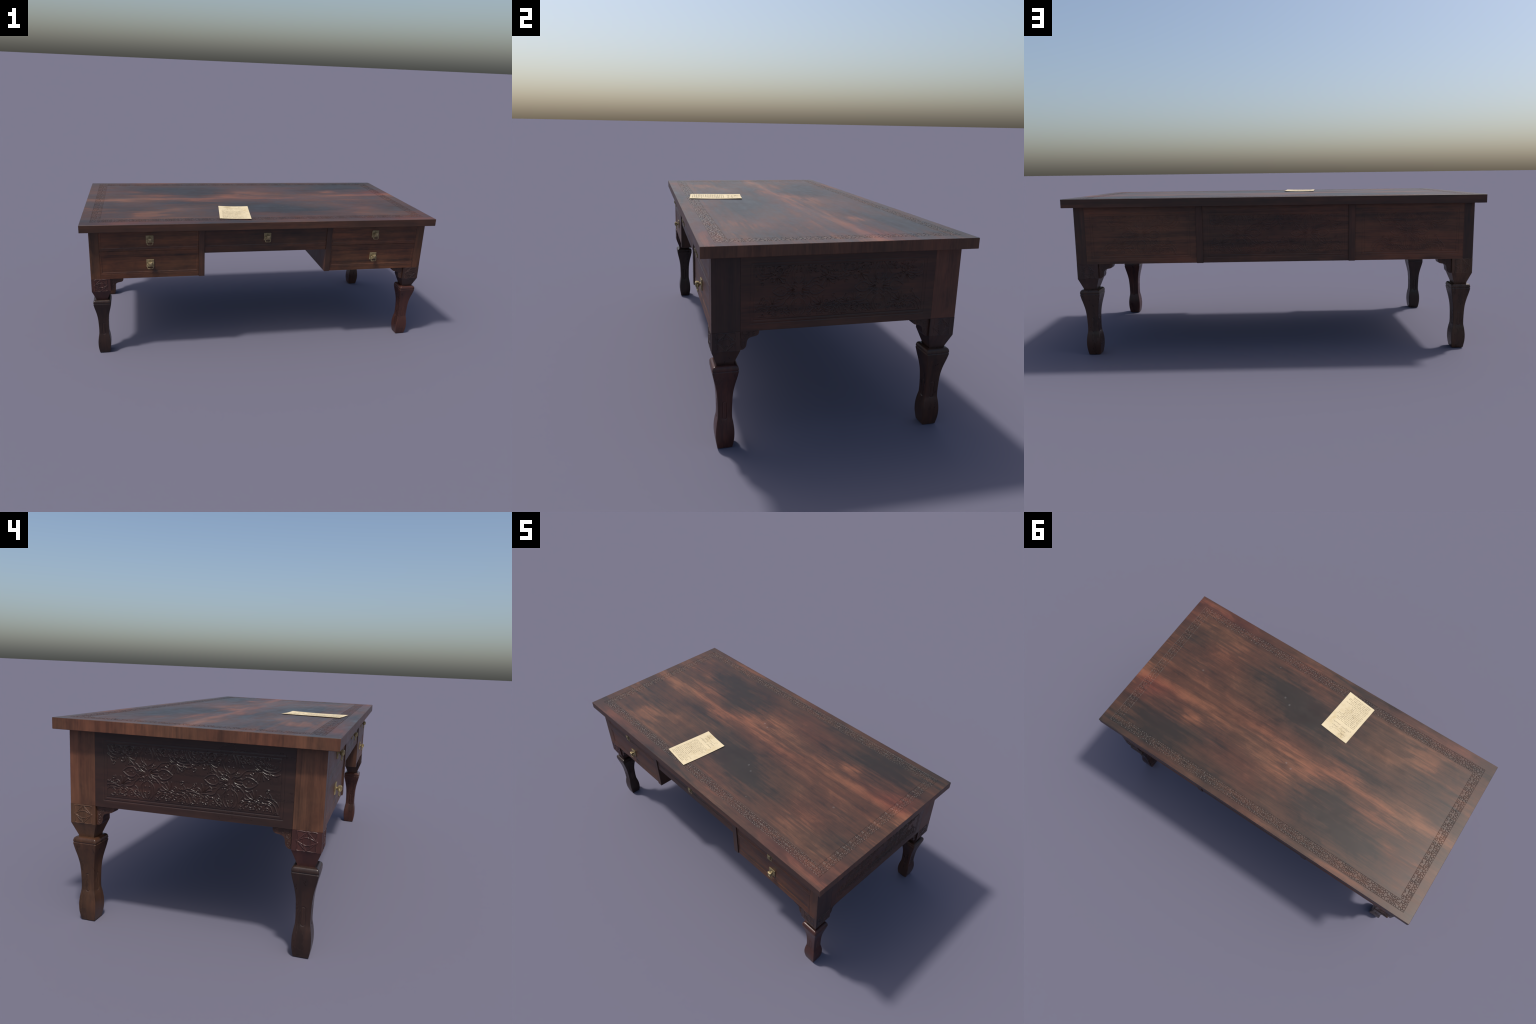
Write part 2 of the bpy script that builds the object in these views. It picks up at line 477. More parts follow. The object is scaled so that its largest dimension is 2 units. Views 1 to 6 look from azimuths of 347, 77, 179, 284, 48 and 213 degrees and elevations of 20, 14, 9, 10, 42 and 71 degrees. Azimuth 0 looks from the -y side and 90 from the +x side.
def build_top():
    def rect(x0, x1, y0, y1, z):
        return [(x0, y0, z), (x1, y0, z), (x1, y1, z), (x0, y1, z)]
    c = 0.0012
    loops = [rect(-TOP_HX + c, TOP_HX - c, -TOP_HY + c, TOP_HY - c, TOP_Z0),
             rect(-TOP_HX, TOP_HX, -TOP_HY, TOP_HY, TOP_Z0 + c),
             rect(-TOP_HX, TOP_HX, -TOP_HY, TOP_HY, TOP_Z1 - c),
             rect(-TOP_HX + c, TOP_HX - c, -TOP_HY + c, TOP_HY - c, TOP_Z1),
             rect(BAND_XO_L, BAND_XO_R, BAND_YO_F, BAND_YO_B, TOP_Z1)]
    V = [p for l in loops for p in l]
    F, FM = [[3, 2, 1, 0]], [1]
    for l in range(len(loops) - 1):
        for k in range(4):
            F.append([4 * l + k, 4 * l + (k + 1) % 4, 4 * l + 4 + (k + 1) % 4, 4 * l + 4 + k])
            FM.append((2 if k in (1, 3) else 1) if l < 2 else 0)
    o = len(V)
    V += rect(BAND_XI_L, BAND_XI_R, BAND_YI_F, BAND_YI_B, TOP_Z1)
    F.append([o, o + 1, o + 2, o + 3])
    FM.append(0)
    return obj_from('tabletop', V, F, [M['top'], M['edge_long'], M['edge_end']], desk, face_mats=FM)


tabletop = build_top()

GW = 0.00135       # half width of an engraved line


def petal(c, ang, r0, r1, w):
    """closed teardrop outline pointing away from c"""
    t = np.linspace(0, 2 * math.pi, 22)
    rr = (r0 + r1) / 2 - (r1 - r0) / 2 * np.cos(t)
    ww = w / 2 * np.sin(t) * (0.75 + 0.25 * (-np.cos(t)))
    return np.stack([c[0] + rr * math.cos(ang) - ww * math.sin(ang), c[1] + rr * math.sin(ang) + ww * math.cos(ang)], -1)


def rosette_unit(R, a, b):
    """eight petalled flower in a ring of petals"""
    for k in range(8):
        R.stroke(petal((a, b), (k + 0.5) * math.pi / 4, 0.0030, 0.0180, 0.0105), GW * 0.9)
        R.stroke(petal((a, b), k * math.pi / 4, 0.0205, 0.0350, 0.0125), GW)


# straps between two flowers, one quarter of the repeat (mirrored four times)
STRAPS = [
    [(0.0365, 0.0040), (0.0410, 0.0120), (0.0500, 0.0120), (0.0530, 0.0030)],
    [(0.0410, 0.0120), (0.0390, 0.0255)],
    [(0.0500, 0.0120), (0.0560, 0.0190), (0.0535, 0.0255)],
    [(0.0530, 0.0030), (0.0530, -0.0030)],
    [(0.0530, 0.0030), (0.0590, 0.0060), (0.0620, 0.0140), (0.0560, 0.0190)],
    [(0.0590, 0.0060), (0.0650, 0.0000)],
    [(0.0620, 0.0140), (0.0710, 0.0160), (0.0765, 0.0090), (0.0730, 0.0020), (0.0650, 0.0000)],
    [(0.0710, 0.0160), (0.0710, 0.0255)],
    [(0.0730, 0.0020), (0.0878, 0.0000)],
]


def straps(R, a, b):
    for sa in (-1, 1):
        for sb in (-1, 1):
            for s in STRAPS:
                R.stroke([(a + sa * p, b + sb * q) for p, q in s], GW, smooth=False)
        R.stroke(ellipse((a + sa * 0.0878, b + 0.0100), 0.0062, 0.0060), GW)
        R.stroke(ellipse((a + sa * 0.0878, b - 0.0100), 0.0062, 0.0060), GW)
        for sb in (-1, 1):
            R.stroke(ellipse((a + sa * 0.0800, b + sb * 0.0215), 0.0040, 0.0038), GW * 0.9)


def dashes(R, b, a0, a1, on=0.009, off=0.0035):
    x = a0
    while x < a1 - on:
        R.stroke([(x, b), (x + on, b)], GW * 0.8, smooth=False)
        x += on + off


def half_unit(R, a, b0, b1, s):
    """short-side repeat: half flower on the outer rim (b0), scrolls on the inner rim"""
    for k in range(5):
        R.stroke(petal((a, b0 + s * 0.002), s * k * math.pi / 4, 0.0040, 0.0165, 0.0100), GW * 0.9)
    for sa in (-1, 1):
        R.stroke(ellipse((a + sa * 0.0165, b0 + s * 0.0225), 0.0062, 0.0062), GW)
        R.stroke([(a, b0 + s * 0.026), (a + sa * 0.010, b0 + s * 0.031), (a + sa * 0.022, b0 + s * 0.031),
                  (a + sa * 0.030, b0 + s * 0.022), (a + sa * 0.028, b0 + s * 0.012), (a + sa * 0.022, b0 + s * 0.003)], GW, smooth=False)
        R.stroke([(a + sa * 0.030, b0 + s * 0.022), (a + sa * 0.038, b0 + s * 0.026), (a + sa * 0.045, b0 + s * 0.018)], GW, smooth=False)
        R.stroke([(a + sa * 0.028, b0 + s * 0.012), (a + sa * 0.038, b0 + s * 0.008), (a + sa * 0.045, b0 + s * 0.018)], GW, smooth=False)
        R.stroke([(a + sa * 0.038, b0 + s * 0.008), (a + sa * 0.038, b0 + s * 0.001)], GW, smooth=False)
        R.stroke([(a + sa * 0.022, b0 + s * 0.031), (a + sa * 0.021, b0 + s * 0.050)], GW, smooth=False)
        R.stroke(ellipse((a + sa * 0.033, b0 + s * 0.040), 0.0058, 0.0055), GW)
    R.stroke([(a - 0.008, b0 + s * 0.050), (a, b0 + s * 0.041), (a + 0.008, b0 + s * 0.050)], GW, smooth=False)


REPEAT = 0.1755
STEP_TOP = 0.0009
DEPTH_TOP = 0.0011


def band_long(y0, y1, x_first, x0=BAND_XO_L, x1=BAND_XO_R):
    R = Relief(x0, x1, y0, y1, STEP_TOP)
    mid = (y0 + y1) / 2
    a = x_first - REPEAT
    while a < x1 + REPEAT:
        rosette_unit(R, a, mid)
        straps(R, a, mid)
        a += REPEAT
    for b in (y0 + 0.0014, y1 - 0.0014):
        dashes(R, b, x0 + 0.002, x1 - 0.002)
    for a in (x0 + 0.0016, x1 - 0.0016):
        R.stroke([(a, y0), (a, y1)], GW, smooth=False)
    R.fade(0.0011)
    R.h = -DEPTH_TOP * R.r
    return (*R.mesh(lambda A, B, H: (A, B, TOP_Z1 + H)), R)


def band_short(x0, x1, outer_low):
    """runs along y; field axes a = y, b = x"""
    R = Relief(BAND_YI_F, BAND_YI_B, x0, x1, STEP_TOP)
    b0, s = (x0, 1) if outer_low else (x1, -1)
    n = 9
    per = (BAND_YI_B - BAND_YI_F) / n
    for k in range(n):
        half_unit(R, BAND_YI_F + (k + 0.5) * per, b0, x1 if outer_low else x0, s)
    for b in (x0 + 0.0014, x1 - 0.0014):
        dashes(R, b, BAND_YI_F, BAND_YI_B, 0.011, 0.003)
    R.fade(0.0011)
    R.h = -DEPTH_TOP * R.r
    V, F = R.mesh(lambda A, B, H: (B, A, TOP_Z1 + H))
    return V, F[:, ::-1], R


for V, F, R in (band_long(BAND_YO_F, BAND_YI_F, -0.785 - 4 * 0),
             band_long(BAND_YI_B, BAND_YO_B, -0.8736),
             band_short(BAND_XO_L, BAND_XI_L, True),
             band_short(BAND_XI_R, BAND_XO_R, False)):
    ob = fast_obj('engraved_border', V, F, M['top'], tabletop)
    ob.data.materials.append(M['groove'])
    cut = (R.r[:-1, :-1] + R.r[1:, :-1] + R.r[1:, 1:] + R.r[:-1, 1:]) > 1.1
    ob.data.polygons.foreach_set('material_index', cut.ravel().astype(np.int32))


# ------------------------------------------------------------------ carved scroll panels
def fan(R, c, angs, r0, r1, w):
    for ang in angs:
        ca, sa = math.cos(ang), math.sin(ang)
        bend = 0.12 * math.sin(3 * ang)
        p = [(c[0] + r0 * ca, c[1] + r0 * sa),
             (c[0] + (r0 + r1) / 2 * math.cos(ang + bend), c[1] + (r0 + r1) / 2 * math.sin(ang + bend)),
             (c[0] + r1 * ca, c[1] + r1 * sa)]
        R.stroke(p, w * 0.55, w)
        R.dab(p[-1][0], p[-1][1], w * 1.15)


def spray(R, c, ang, s, m):
    """flower spray of teardrop petals opening towards ang, with two tendrils"""
    fan(R, c, [ang + d for d in (-0.95, -0.5, -0.12, 0.3, 0.75)], 0.005 * s, 0.027 * s, 0.0019)
    fan(R, c, [ang + math.pi + d for d in (-0.55, 0.0, 0.5)], 0.004 * s, 0.019 * s, 0.0015)
    for hand in (-1, 1):
        a1 = ang + hand * 1.75
        q = (c[0] + 0.017 * s * math.cos(a1), c[1] + 0.017 * s * math.sin(a1))
        R.stroke(spiral(q, 0.0095 * s, a1 + math.pi, 1.15, hand * m), 0.0016, 0.0010)
        R.dab(q[0], q[1], 0.0022)


def leaf_scroll(R, c, ang, s, m):
    """acanthus curl: three nested arcs with beaded outer edge"""
    def T(x, y):
        y *= m
        return (c[0] + s * (x * math.cos(ang) - y * math.sin(ang)), c[1] + s * (x * math.sin(ang) + y * math.cos(ang)))
    R.stroke([T(-0.030, -0.006), T(-0.012, 0.004), T(0.010, 0.006), T(0.026, -0.004), T(0.033, -0.020)], 0.0017, 0.0020)
    R.stroke([T(-0.012, -0.003), T(0.004, -0.001), T(0.017, -0.008), T(0.022, -0.021)], 0.0012, 0.0019)
    R.stroke([T(-0.004, 0.009), T(0.014, 0.014), T(0.032, 0.004), T(0.040, -0.012)], 0.0010, 0.0017)
    for k in range(6):
        t = k / 5.0
        x, y = T(0.000 + 0.040 * t, 0.0145 + 0.004 * math.sin(3.1 * t) - 0.020 * t * t)
        R.dab(x, y, 0.0021)
    R.stroke(spiral(T(0.030, -0.026), 0.006 * s, ang, 0.9, m), 0.0014, 0.0012)


def butterfly(R, c):
    for s in (-1, 1):
        base = 0 if s > 0 else math.pi
        o = (c[0] + s * 0.006, c[1])
        fan(R, o, [base + d for d in (-0.62, -0.32, 0.0, 0.32, 0.62)], 0.004, 0.034, 0.0019)
        w = (c[0] + s * 0.066, c[1])
        # lens shaped wing with scalloped rim
        for sb in (-1, 1):
            R.stroke([(w[0] - s * 0.026, w[1] + sb * 0.006), (w[0] - s * 0.012, w[1] + sb * 0.0165),
                      (w[0] + s * 0.008, w[1] + sb * 0.0150), (w[0] + s * 0.027, w[1] + sb * 0.001)], 0.0018, 0.0021)
            for k in range(4):
                t = k / 3.0
                R.dab(w[0] + s * (-0.014 + 0.036 * t), w[1] + sb * (0.0185 - 0.012 * t * t), 0.0021)
        R.dab(w[0] - s * 0.004, w[1] + 0.003, 0.0028)
        R.dab(w[0] + s * 0.009, w[1] - 0.002, 0.0024)
        R.dab(w[0] - s * 0.012, w[1] - 0.005, 0.0022)
        for sb in (-1, 1):
            R.stroke(spiral((c[0] + s * 0.018, c[1] + sb * 0.022), 0.009, base + sb * 1.2, 1.2, -s * sb), 0.0017, 0.0012)
            R.stroke([(c[0] + s * 0.004, c[1] + sb * 0.010), (c[0] + s * 0.013, c[1] + sb * 0.018),
                      (c[0] + s * 0.030, c[1] + sb * 0.020), (c[0] + s * 0.040, c[1] + sb * 0.030)], 0.0017, 0.0014)
            R.dab(c[0] + s * 0.034, c[1] + sb * 0.012, 0.0026)
            R.dab(c[0] + s * 0.028, c[1] + sb * 0.029, 0.0022)


def scroll_unit(R, a, b):
    c = (a, b)
    butterfly(R, c)
    for sb in (-1, 1):
        # ovals on the axis above and below
        for s in (-1, 1):
            R.stroke([(a + s * 0.004, b + sb * 0.026), (a + s * 0.014, b + sb * 0.038), (a + s * 0.017, b + sb * 0.056),
                      (a + s * 0.012, b + sb * 0.074), (a + s * 0.004, b + sb * 0.088)], 0.0018)
            R.stroke([(a + s * 0.012, b + sb * 0.030), (a + s * 0.024, b + sb * 0.044), (a + s * 0.027, b + sb * 0.062),
                      (a + s * 0.021, b + sb * 0.080), (a + s * 0.012, b + sb * 0.090)], 0.0020, 0.0015)
            R.stroke(spiral((a + s * 0.007, b + sb * 0.070), 0.006, 1.57 * s, 0.9, s), 0.0014, 0.0011)
            R.dab(a + s * 0.008, b + sb * 0.047, 0.0026)
    anchors = [((-0.077, 0.055), -0.75, 1), ((0.101, 0.044), -1.1, -1), ((-0.097, -0.052), 0.95, 1), ((0.084, -0.057), 2.35, -1)]
    for (da, db), ang, m in anchors:
        q = (a + da, b + db)
        spray(R, q, ang, 1.25, m)
        s = 1 if da > 0 else -1
        t = 1 if db > 0 else -1
        # stem to the centre and to the rim
        R.stroke([(a + s * 0.034, b + t * 0.020), (a + s * 0.046, b + t * 0.034), (a + 0.6 * da, b + 0.95 * db), q], 0.0014, 0.0018)
        R.stroke([q, (q[0] + s * 0.010, q[1] + t * 0.014), (q[0] + s * 0.004, q[1] + t * 0.028), (q[0] - s * 0.012, q[1] + t * 0.033)], 0.0018, 0.0012)
        # scroll leaf outwards, curls and beads along the rim
        leaf_scroll(R, (q[0] + s * 0.034, q[1] + t * 0.006), 0 if s > 0 else math.pi, 1.3, -s * t if s > 0 else s * t * -1)
        rim = b + t * 0.084
        for k in range(5):
            x = a + s * (0.036 + 0.023 * k)
            R.stroke(spiral((x, rim - t * 0.006 * (k % 2)), 0.0085, 0.9 * k, 1.0, s if k % 2 else -s), 0.0017, 0.0012)
            R.dab(x + s * 0.011, rim + t * 0.005, 0.0022)
            R.dab(x + s * 0.004, rim - t * 0.016, 0.0018)
            R.stroke([(x - s * 0.006, rim - t * 0.012), (x + s * 0.003, rim - t * 0.022), (x + s * 0.012, rim - t * 0.020)], 0.0011, 0.0017)
        # small twig beside the wing
        R.stroke([(a + s * 0.050, b + t * 0.026), (a + s * 0.064, b + t * 0.030), (a + s * 0.074, b + t * 0.024)], 0.0011, 0.0016)
        R.stroke(spiral((a + s * 0.128, b + t * 0.024), 0.0080, 0.8, 1.0, -s * t), 0.0016, 0.0010)
        R.stroke([(a + s * 0.134, b + t * 0.030), (a + s * 0.142, b + t * 0.042), (a + s * 0.148, b + t * 0.060)], 0.0012, 0.0017)
        R.stroke([(a + s * 0.032, b + t * 0.090), (a + s * 0.050, b + t * 0.074), (a + s * 0.056, b + t * 0.062)], 0.0018, 0.0012)
        R.stroke([(a + s * 0.044, b + t * 0.048), (a + s * 0.036, b + t * 0.060), (a + s * 0.040, b + t * 0.070), (a + s * 0.048, b + t * 0.066)], 0.0015, 0.0011)


UNIT = 0.301
STEP_PANEL = 0.00115
Z_MID = 0.596


def carved_panel(a0, a1, fa0, fa1, centres, place, mat, name, height=0.0023):
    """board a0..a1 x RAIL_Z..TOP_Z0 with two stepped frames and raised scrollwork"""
    R = Relief(a0, a1, RAIL_Z, TOP_Z0, STEP_PANEL)
    fz0, fz1 = 0.484, 0.698
    ia0, ia1, iz0, iz1 = fa0 + 0.0115, fa1 - 0.0115, 0.4955, 0.687
    A, B = np.meshgrid(R.a, R.b, indexing='ij')

    def edge(x0, x1, z0, z1):
        """distance inwards from a rectangle"""
        return np.minimum(np.minimum(A - x0, x1 - A), np.minimum(B - z0, z1 - B))

    def line(d, w):
        return np.sqrt(np.clip(1 - (d / w) ** 2, 0, 1))
    grooves = np.maximum(line(edge(fa0, fa1, fz0, fz1), 0.0021), line(edge(ia0, ia1, iz0, iz1), 0.0021))
    R.thin = 0.92
    for c in centres:
        scroll_unit(R, c, Z_MID)
    R.r *= np.clip(edge(ia0 + 0.002, ia1 - 0.002, iz0 + 0.002, iz1 - 0.002) / 0.0015, 0, 1)
    R.h = height * R.r - 0.0013 * grooves
    V, F = R.mesh(place, skirt=0.018)
    return fast_obj(name, V, F, mat, desk, angle=math.radians(60))


# left side: looking along +x, image-right is -y
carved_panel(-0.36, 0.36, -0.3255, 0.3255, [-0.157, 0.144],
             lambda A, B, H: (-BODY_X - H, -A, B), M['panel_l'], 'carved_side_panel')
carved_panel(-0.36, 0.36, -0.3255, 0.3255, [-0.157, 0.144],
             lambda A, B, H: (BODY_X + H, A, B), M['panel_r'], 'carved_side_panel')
# back: looking along -y, image-right is -x
back = lambda A, B, H: (-A, BODY_Y + H, B)
carved_panel(-DIV0, DIV0, -0.329, 0.329, [-0.166, 0.162], back, M['panel_bm'], 'carved_back_panel', 0.0019)
carved_panel(-POST_IN_X, -DIV1, -0.884, -0.4135, [-0.645], back, M['panel_b'], 'carved_back_panel', 0.0019)
carved_panel(DIV1, POST_IN_X, 0.4135, 0.884, [0.645], back, M['panel_b'], 'carved_back_panel', 0.0019)

# ------------------------------------------------------------------ dividers, carcass boards
for s in (-1, 1):
    x0, x1 = sorted((s * DIV0, s * DIV1))
    box('pedestal_divider', x0, x1, -BODY_Y - DIV_PROUD, BODY_Y + DIV_PROUD, RAIL_Z - 0.0012, TOP_Z0 - 0.0005, M['divider'], desk)
    x0, x1 = sorted((s * (DIV1 + 0.001), s * 0.9395))
    box('pedestal_floor', x0, x1, -BODY_Y + 0.018, BODY_Y - 0.019, RAIL_Z + 0.001, RAIL_Z + 0.012, M['inner'], desk)
box('middle_drawer_floor', -DIV0 + 0.001, DIV0 - 0.001, -BODY_Y + 0.019, 0.2, KNEE_Z + 0.001, KNEE_Z + 0.012, M['inner'], desk)


# ------------------------------------------------------------------ drawers
def drawer_front(x0, x1, z0, z1, p, mat):
    """board with a recessed field p = (x0, x1, z0, z1); front at -BODY_Y"""
    px0, px1, pz0, pz1 = p
    y, c = -BODY_Y, 0.0010
    def rect(a0, a1, b0, b1, yy):
        return [(a0, yy, b0), (a1, yy, b0), (a1, yy, b1), (a0, yy, b1)]
    s = 0.0035
    loops = [rect(x0, x1, z0, z1, y + 0.018), rect(x0, x1, z0, z1, y + c), rect(x0 + c, x1 - c, z0 + c, z1 - c, y),
             rect(px0 - 0.011, px1 + 0.011, pz0 - 0.011, pz1 + 0.011, y),
             rect(px0 - 0.010, px1 + 0.010, pz0 - 0.010, pz1 + 0.010, y + 0.0005),
             rect(px0 - s, px1 + s, pz0 - s, pz1 + s, y + 0.0005),
             rect(px0, px1, pz0, pz1, y + 0.0022)]
    if pz1 + 0.012 > z1:      # the upper fields run close to the top rail
        loops = loops[:3] + loops[5:]
        loops[3] = rect(px0 - s, px1 + s, pz0 - s, pz1 + s, y)
    V = [q for l in loops for q in l]
    F = [[3, 2, 1, 0]]
    for l in range(len(loops) - 1):
        for k in range(4):
            F.append([4 * l + k, 4 * l + (k + 1) % 4, 4 * l + 4 + (k + 1) % 4, 4 * l + 4 + k])
    n = 4 * (len(loops) - 1)
    F.append([n, n + 1, n + 2, n + 3])
    return obj_from('drawer', V, F, mat, desk)


def handle_mesh():
    """backplate, stem, knob and hanging ring, local origin at plate centre on the drawer face"""
    w, h = 0.0203, 0.0216
    plate = []
    for y, i in ((0.0, 0.0), (-0.0030, 0.0), (-0.0040, 0.0014)):
        plate.append([(-w + i, y, -h + i), (w - i, y, -h + i), (w - i, y, h - i), (-w + i, y, h - i)])
    V = [p for l in plate for p in l]
    F = []
    for l in range(2):
        for k in range(4):
            F.append([4 * l + k, 4 * l + (k + 1) % 4, 4 * l + 4 + (k + 1) % 4, 4 * l + 4 + k])
    F.append([8, 9, 10, 11])
    return V, F


def lathe_y(prof, n=16):
    V, F = [], []
    for (y, r) in prof:
        for k in range(n):
            a = 2 * math.pi * k / n
            V.append((r * math.cos(a), y, r * math.sin(a)))
    for i in range(len(prof) - 1):
        for k in range(n):
            F.append([i * n + k, (i + 1) * n + k, (i + 1) * n + (k + 1) % n, i * n + (k + 1) % n])
    F.append([(len(prof) - 1) * n + k for k in range(n)][::-1])
    return V, [f[::-1] for f in F]


def knob_mesh():
    stem = lathe_y([(-0.003, 0.0075), (-0.0060, 0.0050), (-0.0095, 0.0042), (-0.0125, 0.0055)])
    rings = []
    for y, s in ((-0.0090, 0.0060), (-0.0115, 0.0092), (-0.0205, 0.0104), (-0.0240, 0.0088), (-0.0262, 0.0052)):
        rings.append([(-s, y, -s), (s, y, -s), (s, y, s), (-s, y, s)])
    V = [p for l in rings for p in l]
    F = [[3, 2, 1, 0]]
    for l in range(len(rings) - 1):
        for k in range(4):
            F.append([4 * l + k, 4 * l + (k + 1) % 4, 4 * l + 4 + (k + 1) % 4, 4 * l + 4 + k])
    n = 4 * (len(rings) - 1)
    F.append([n, n + 1, n + 2, n + 3])
    return join([stem, (V, F)])


def tube(path, r, n=8, closed=False):
    P = [Vector(p) for p in path]
    V, F = [], []
    up = Vector((0, 1, 0))
    for i, p in enumerate(P):
        d = (P[min(i + 1, len(P) - 1)] - P[max(i - 1, 0)]).normalized()
        s = d.cross(up).normalized()
        for k in range(n):
            a = 2 * math.pi * k / n + math.pi / n
            V.append(p + s * (r * math.cos(a)) + up * (r * math.sin(a)))
    for i in range(len(P) - 1):
        for k in range(n):
            F.append([i * n + k, i * n + (k + 1) % n, (i + 1) * n + (k + 1) % n, (i + 1) * n + k])
    F.append(list(range(n))[::-1])
    F.append([(len(P) - 1) * n + k for k in range(n)])
    return V, F


def ring_mesh():
    w, z1, z0, r = 0.0148, 0.001, -0.0275, 0.005
    path = [(0.0085, 0, z1), (w, 0, z1)]
    for k in range(0, 6):
        a = -k / 5 * math.pi / 2
        path.append((w - r + r * math.cos(a), 0, z0 + r + r * math.sin(a)))
    path += [(-x, y, z) for x, y, z in path[::-1]]
    return tube([(x, y - 0.0165 + 0.0, z) for x, y, z in path], 0.0021)


plate_me = obj_from('handle', *handle_mesh(), M['brass'], desk)
knob_me = obj_from('knob', *knob_mesh(), M['brass'], plate_me)
ring_me = obj_from('pull_ring', *ring_mesh(), M['brass'], plate_me, smooth=True)
HANDLES = [(-0.6445, 0.6766), (-0.6445, 0.5407), (0.648, 0.6766), (0.648, 0.5407), (0.0015, 0.6762)]
KNOB_DZ = 0.0005
for i, (x, z) in enumerate(HANDLES):
    if i == 0:
        p, k, r = plate_me, knob_me, ring_me
    else:
        p, k, r = plate_me.copy(), knob_me.copy(), ring_me.copy()
        for o in (p, k, r):
            scene.collection.objects.link(o)
        p.parent = desk
        k.parent = r.parent = p
    p.location = (x, -BODY_Y + 0.002, z)
    k.location = (0, 0, KNOB_DZ)
    r.location = (0, 0, KNOB_DZ)
    r.rotation_euler = (0.0, random.uniform(-0.03, 0.03), 0.0)

SEAM = 0.6115
for s in (-1, 1):
    x0, x1 = sorted((s * (DIV1 + 0.0004), s * POST_IN_X))
    px0, px1 = sorted((s * 0.394, s * 0.8955))
    drawer_front(x0, x1, SEAM + 0.0005, TOP_Z0 - 0.0004, (px0, px1, 0.6315, 0.7125), M['drawer'])
    drawer_front(x0, x1, RAIL_Z, SEAM - 0.0005, (px0, px1, 0.4945, 0.579), M['drawer'])
drawer_front(-DIV0 + 0.0004, DIV0 - 0.0004, KNEE_Z, TOP_Z0 - 0.0004, (-0.336, 0.3415, 0.632, 0.714), M['drawer_mid'])

# ------------------------------------------------------------------ corner posts, leg blocks
CORNERS = [(-1, -1), (1, -1), (1, 1), (-1, 1)]
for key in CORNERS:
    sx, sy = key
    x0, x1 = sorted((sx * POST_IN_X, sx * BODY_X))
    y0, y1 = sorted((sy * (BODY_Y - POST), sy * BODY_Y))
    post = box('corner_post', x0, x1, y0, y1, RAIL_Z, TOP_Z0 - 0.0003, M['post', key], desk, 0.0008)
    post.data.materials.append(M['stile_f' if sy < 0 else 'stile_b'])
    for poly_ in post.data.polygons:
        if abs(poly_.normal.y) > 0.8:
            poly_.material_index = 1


def knot_strokes(R):
    """interlaced square knot: diamond, two lenses, four corner leaves"""
    w = 0.0017
    n = 0.0335
    T, B, L, Rr = (0, n), (0, -n), (-n, 0), (n, 0)
    e = 0.0025
    for p, q in ((T, Rr), (Rr, B), (B, L), (L, T)):
        d = np.array(q) - np.array(p)
        d = d / np.hypot(*d)
        R.stroke([np.array(p) - d * e, np.array(q) + d * e], w, smooth=False)
    for s in (-1, 1):
        R.stroke([(-n, 0), (-0.016, s * 0.0095), (0, s * 0.0135), (0.016, s * 0.0095), (n, 0)], w * 0.95)
        R.stroke([(0, -n), (s * 0.0095, -0.016), (s * 0.0135, 0), (s * 0.0095, 0.016), (0, n)], w * 0.95)
        for t in (-1, 1):
            R.stroke([(0, t * n), (s * 0.010, t * (n - 0.0005)), (s * 0.022, t * (n + 0.0010)), (s * 0.0335, t * (n - 0.0015))], w * 0.95)
            R.stroke([(s * n, 0), (s * (n - 0.0035), t * 0.012), (s * (n - 0.0020), t * 0.023), (s * 0.0335, t * (n - 0.0015))], w * 0.95)


def block_mesh():
    """leg block with two carved outer faces (+x, +y) and a tapered foot; local origin on the leg axis"""
    hw, z0, z1 = POST / 2, 0.386, RAIL_Z
    zc = 0.4205
    R = Relief(-hw, hw, z0 - zc, z1 - zc, 0.0010)
    knot_strokes(R)
    R.fade(0.0018)
    R.h = 0.0016 * R.r
    Va, Fa = R.mesh(lambda A, B, H: (hw + H, A, B + zc))
    Vb, Fb = R.mesh(lambda A, B, H: (-A, hw + H, B + zc))
    t, zt, zn = 0.0310, 0.3345, 0.3290
    ring = lambda h, z: [(-h, -h, z), (h, -h, z), (h, h, z), (-h, h, z)]
    V = ring(hw, z1) + ring(hw, z0) + ring(t, zt) + ring(t, zn)
    F = [[0, 1, 2, 3]]
    for l in range(3):
        for k in range(4):
            if l == 0 and k in (1, 2):
                continue
            F.append([4 * l + k, 4 * l + 4 + k, 4 * l + 4 + (k + 1) % 4, 4 * l + (k + 1) % 4])
    V = np.concatenate([Va, Vb, V])
    F = np.concatenate([Fa, Fb + len(Va), np.array(F[0:1] + [f for f in F[1:]]) + len(Va) + len(Vb)])
    F[len(Fa) + len(Fb)] = F[len(Fa) + len(Fb)]
    return V, F


LEG_PROFILE = [  # half width, height
    (0.0000, 0.3300), (0.0300, 0.3300), (0.0365, 0.3298), (0.0420, 0.3275), (0.0453, 0.3235), (0.0468, 0.3180),
    (0.0470, 0.3130), (0.0464, 0.3108), (0.0450, 0.3098), (0.0452, 0.3086), (0.0467, 0.3064), (0.0455, 0.2990),
    (0.0419, 0.2810), (0.0359, 0.2550), (0.0308, 0.2270), (0.0282, 0.2020), (0.0269, 0.1740), (0.0263, 0.1460),
    (0.0265, 0.1260), (0.0273, 0.1160), (0.0303, 0.1000), (0.0333, 0.0760), (0.0341, 0.0570), (0.0334, 0.0370),
    (0.0310, 0.0180), (0.0279, 0.0), (0.0, 0.0)]


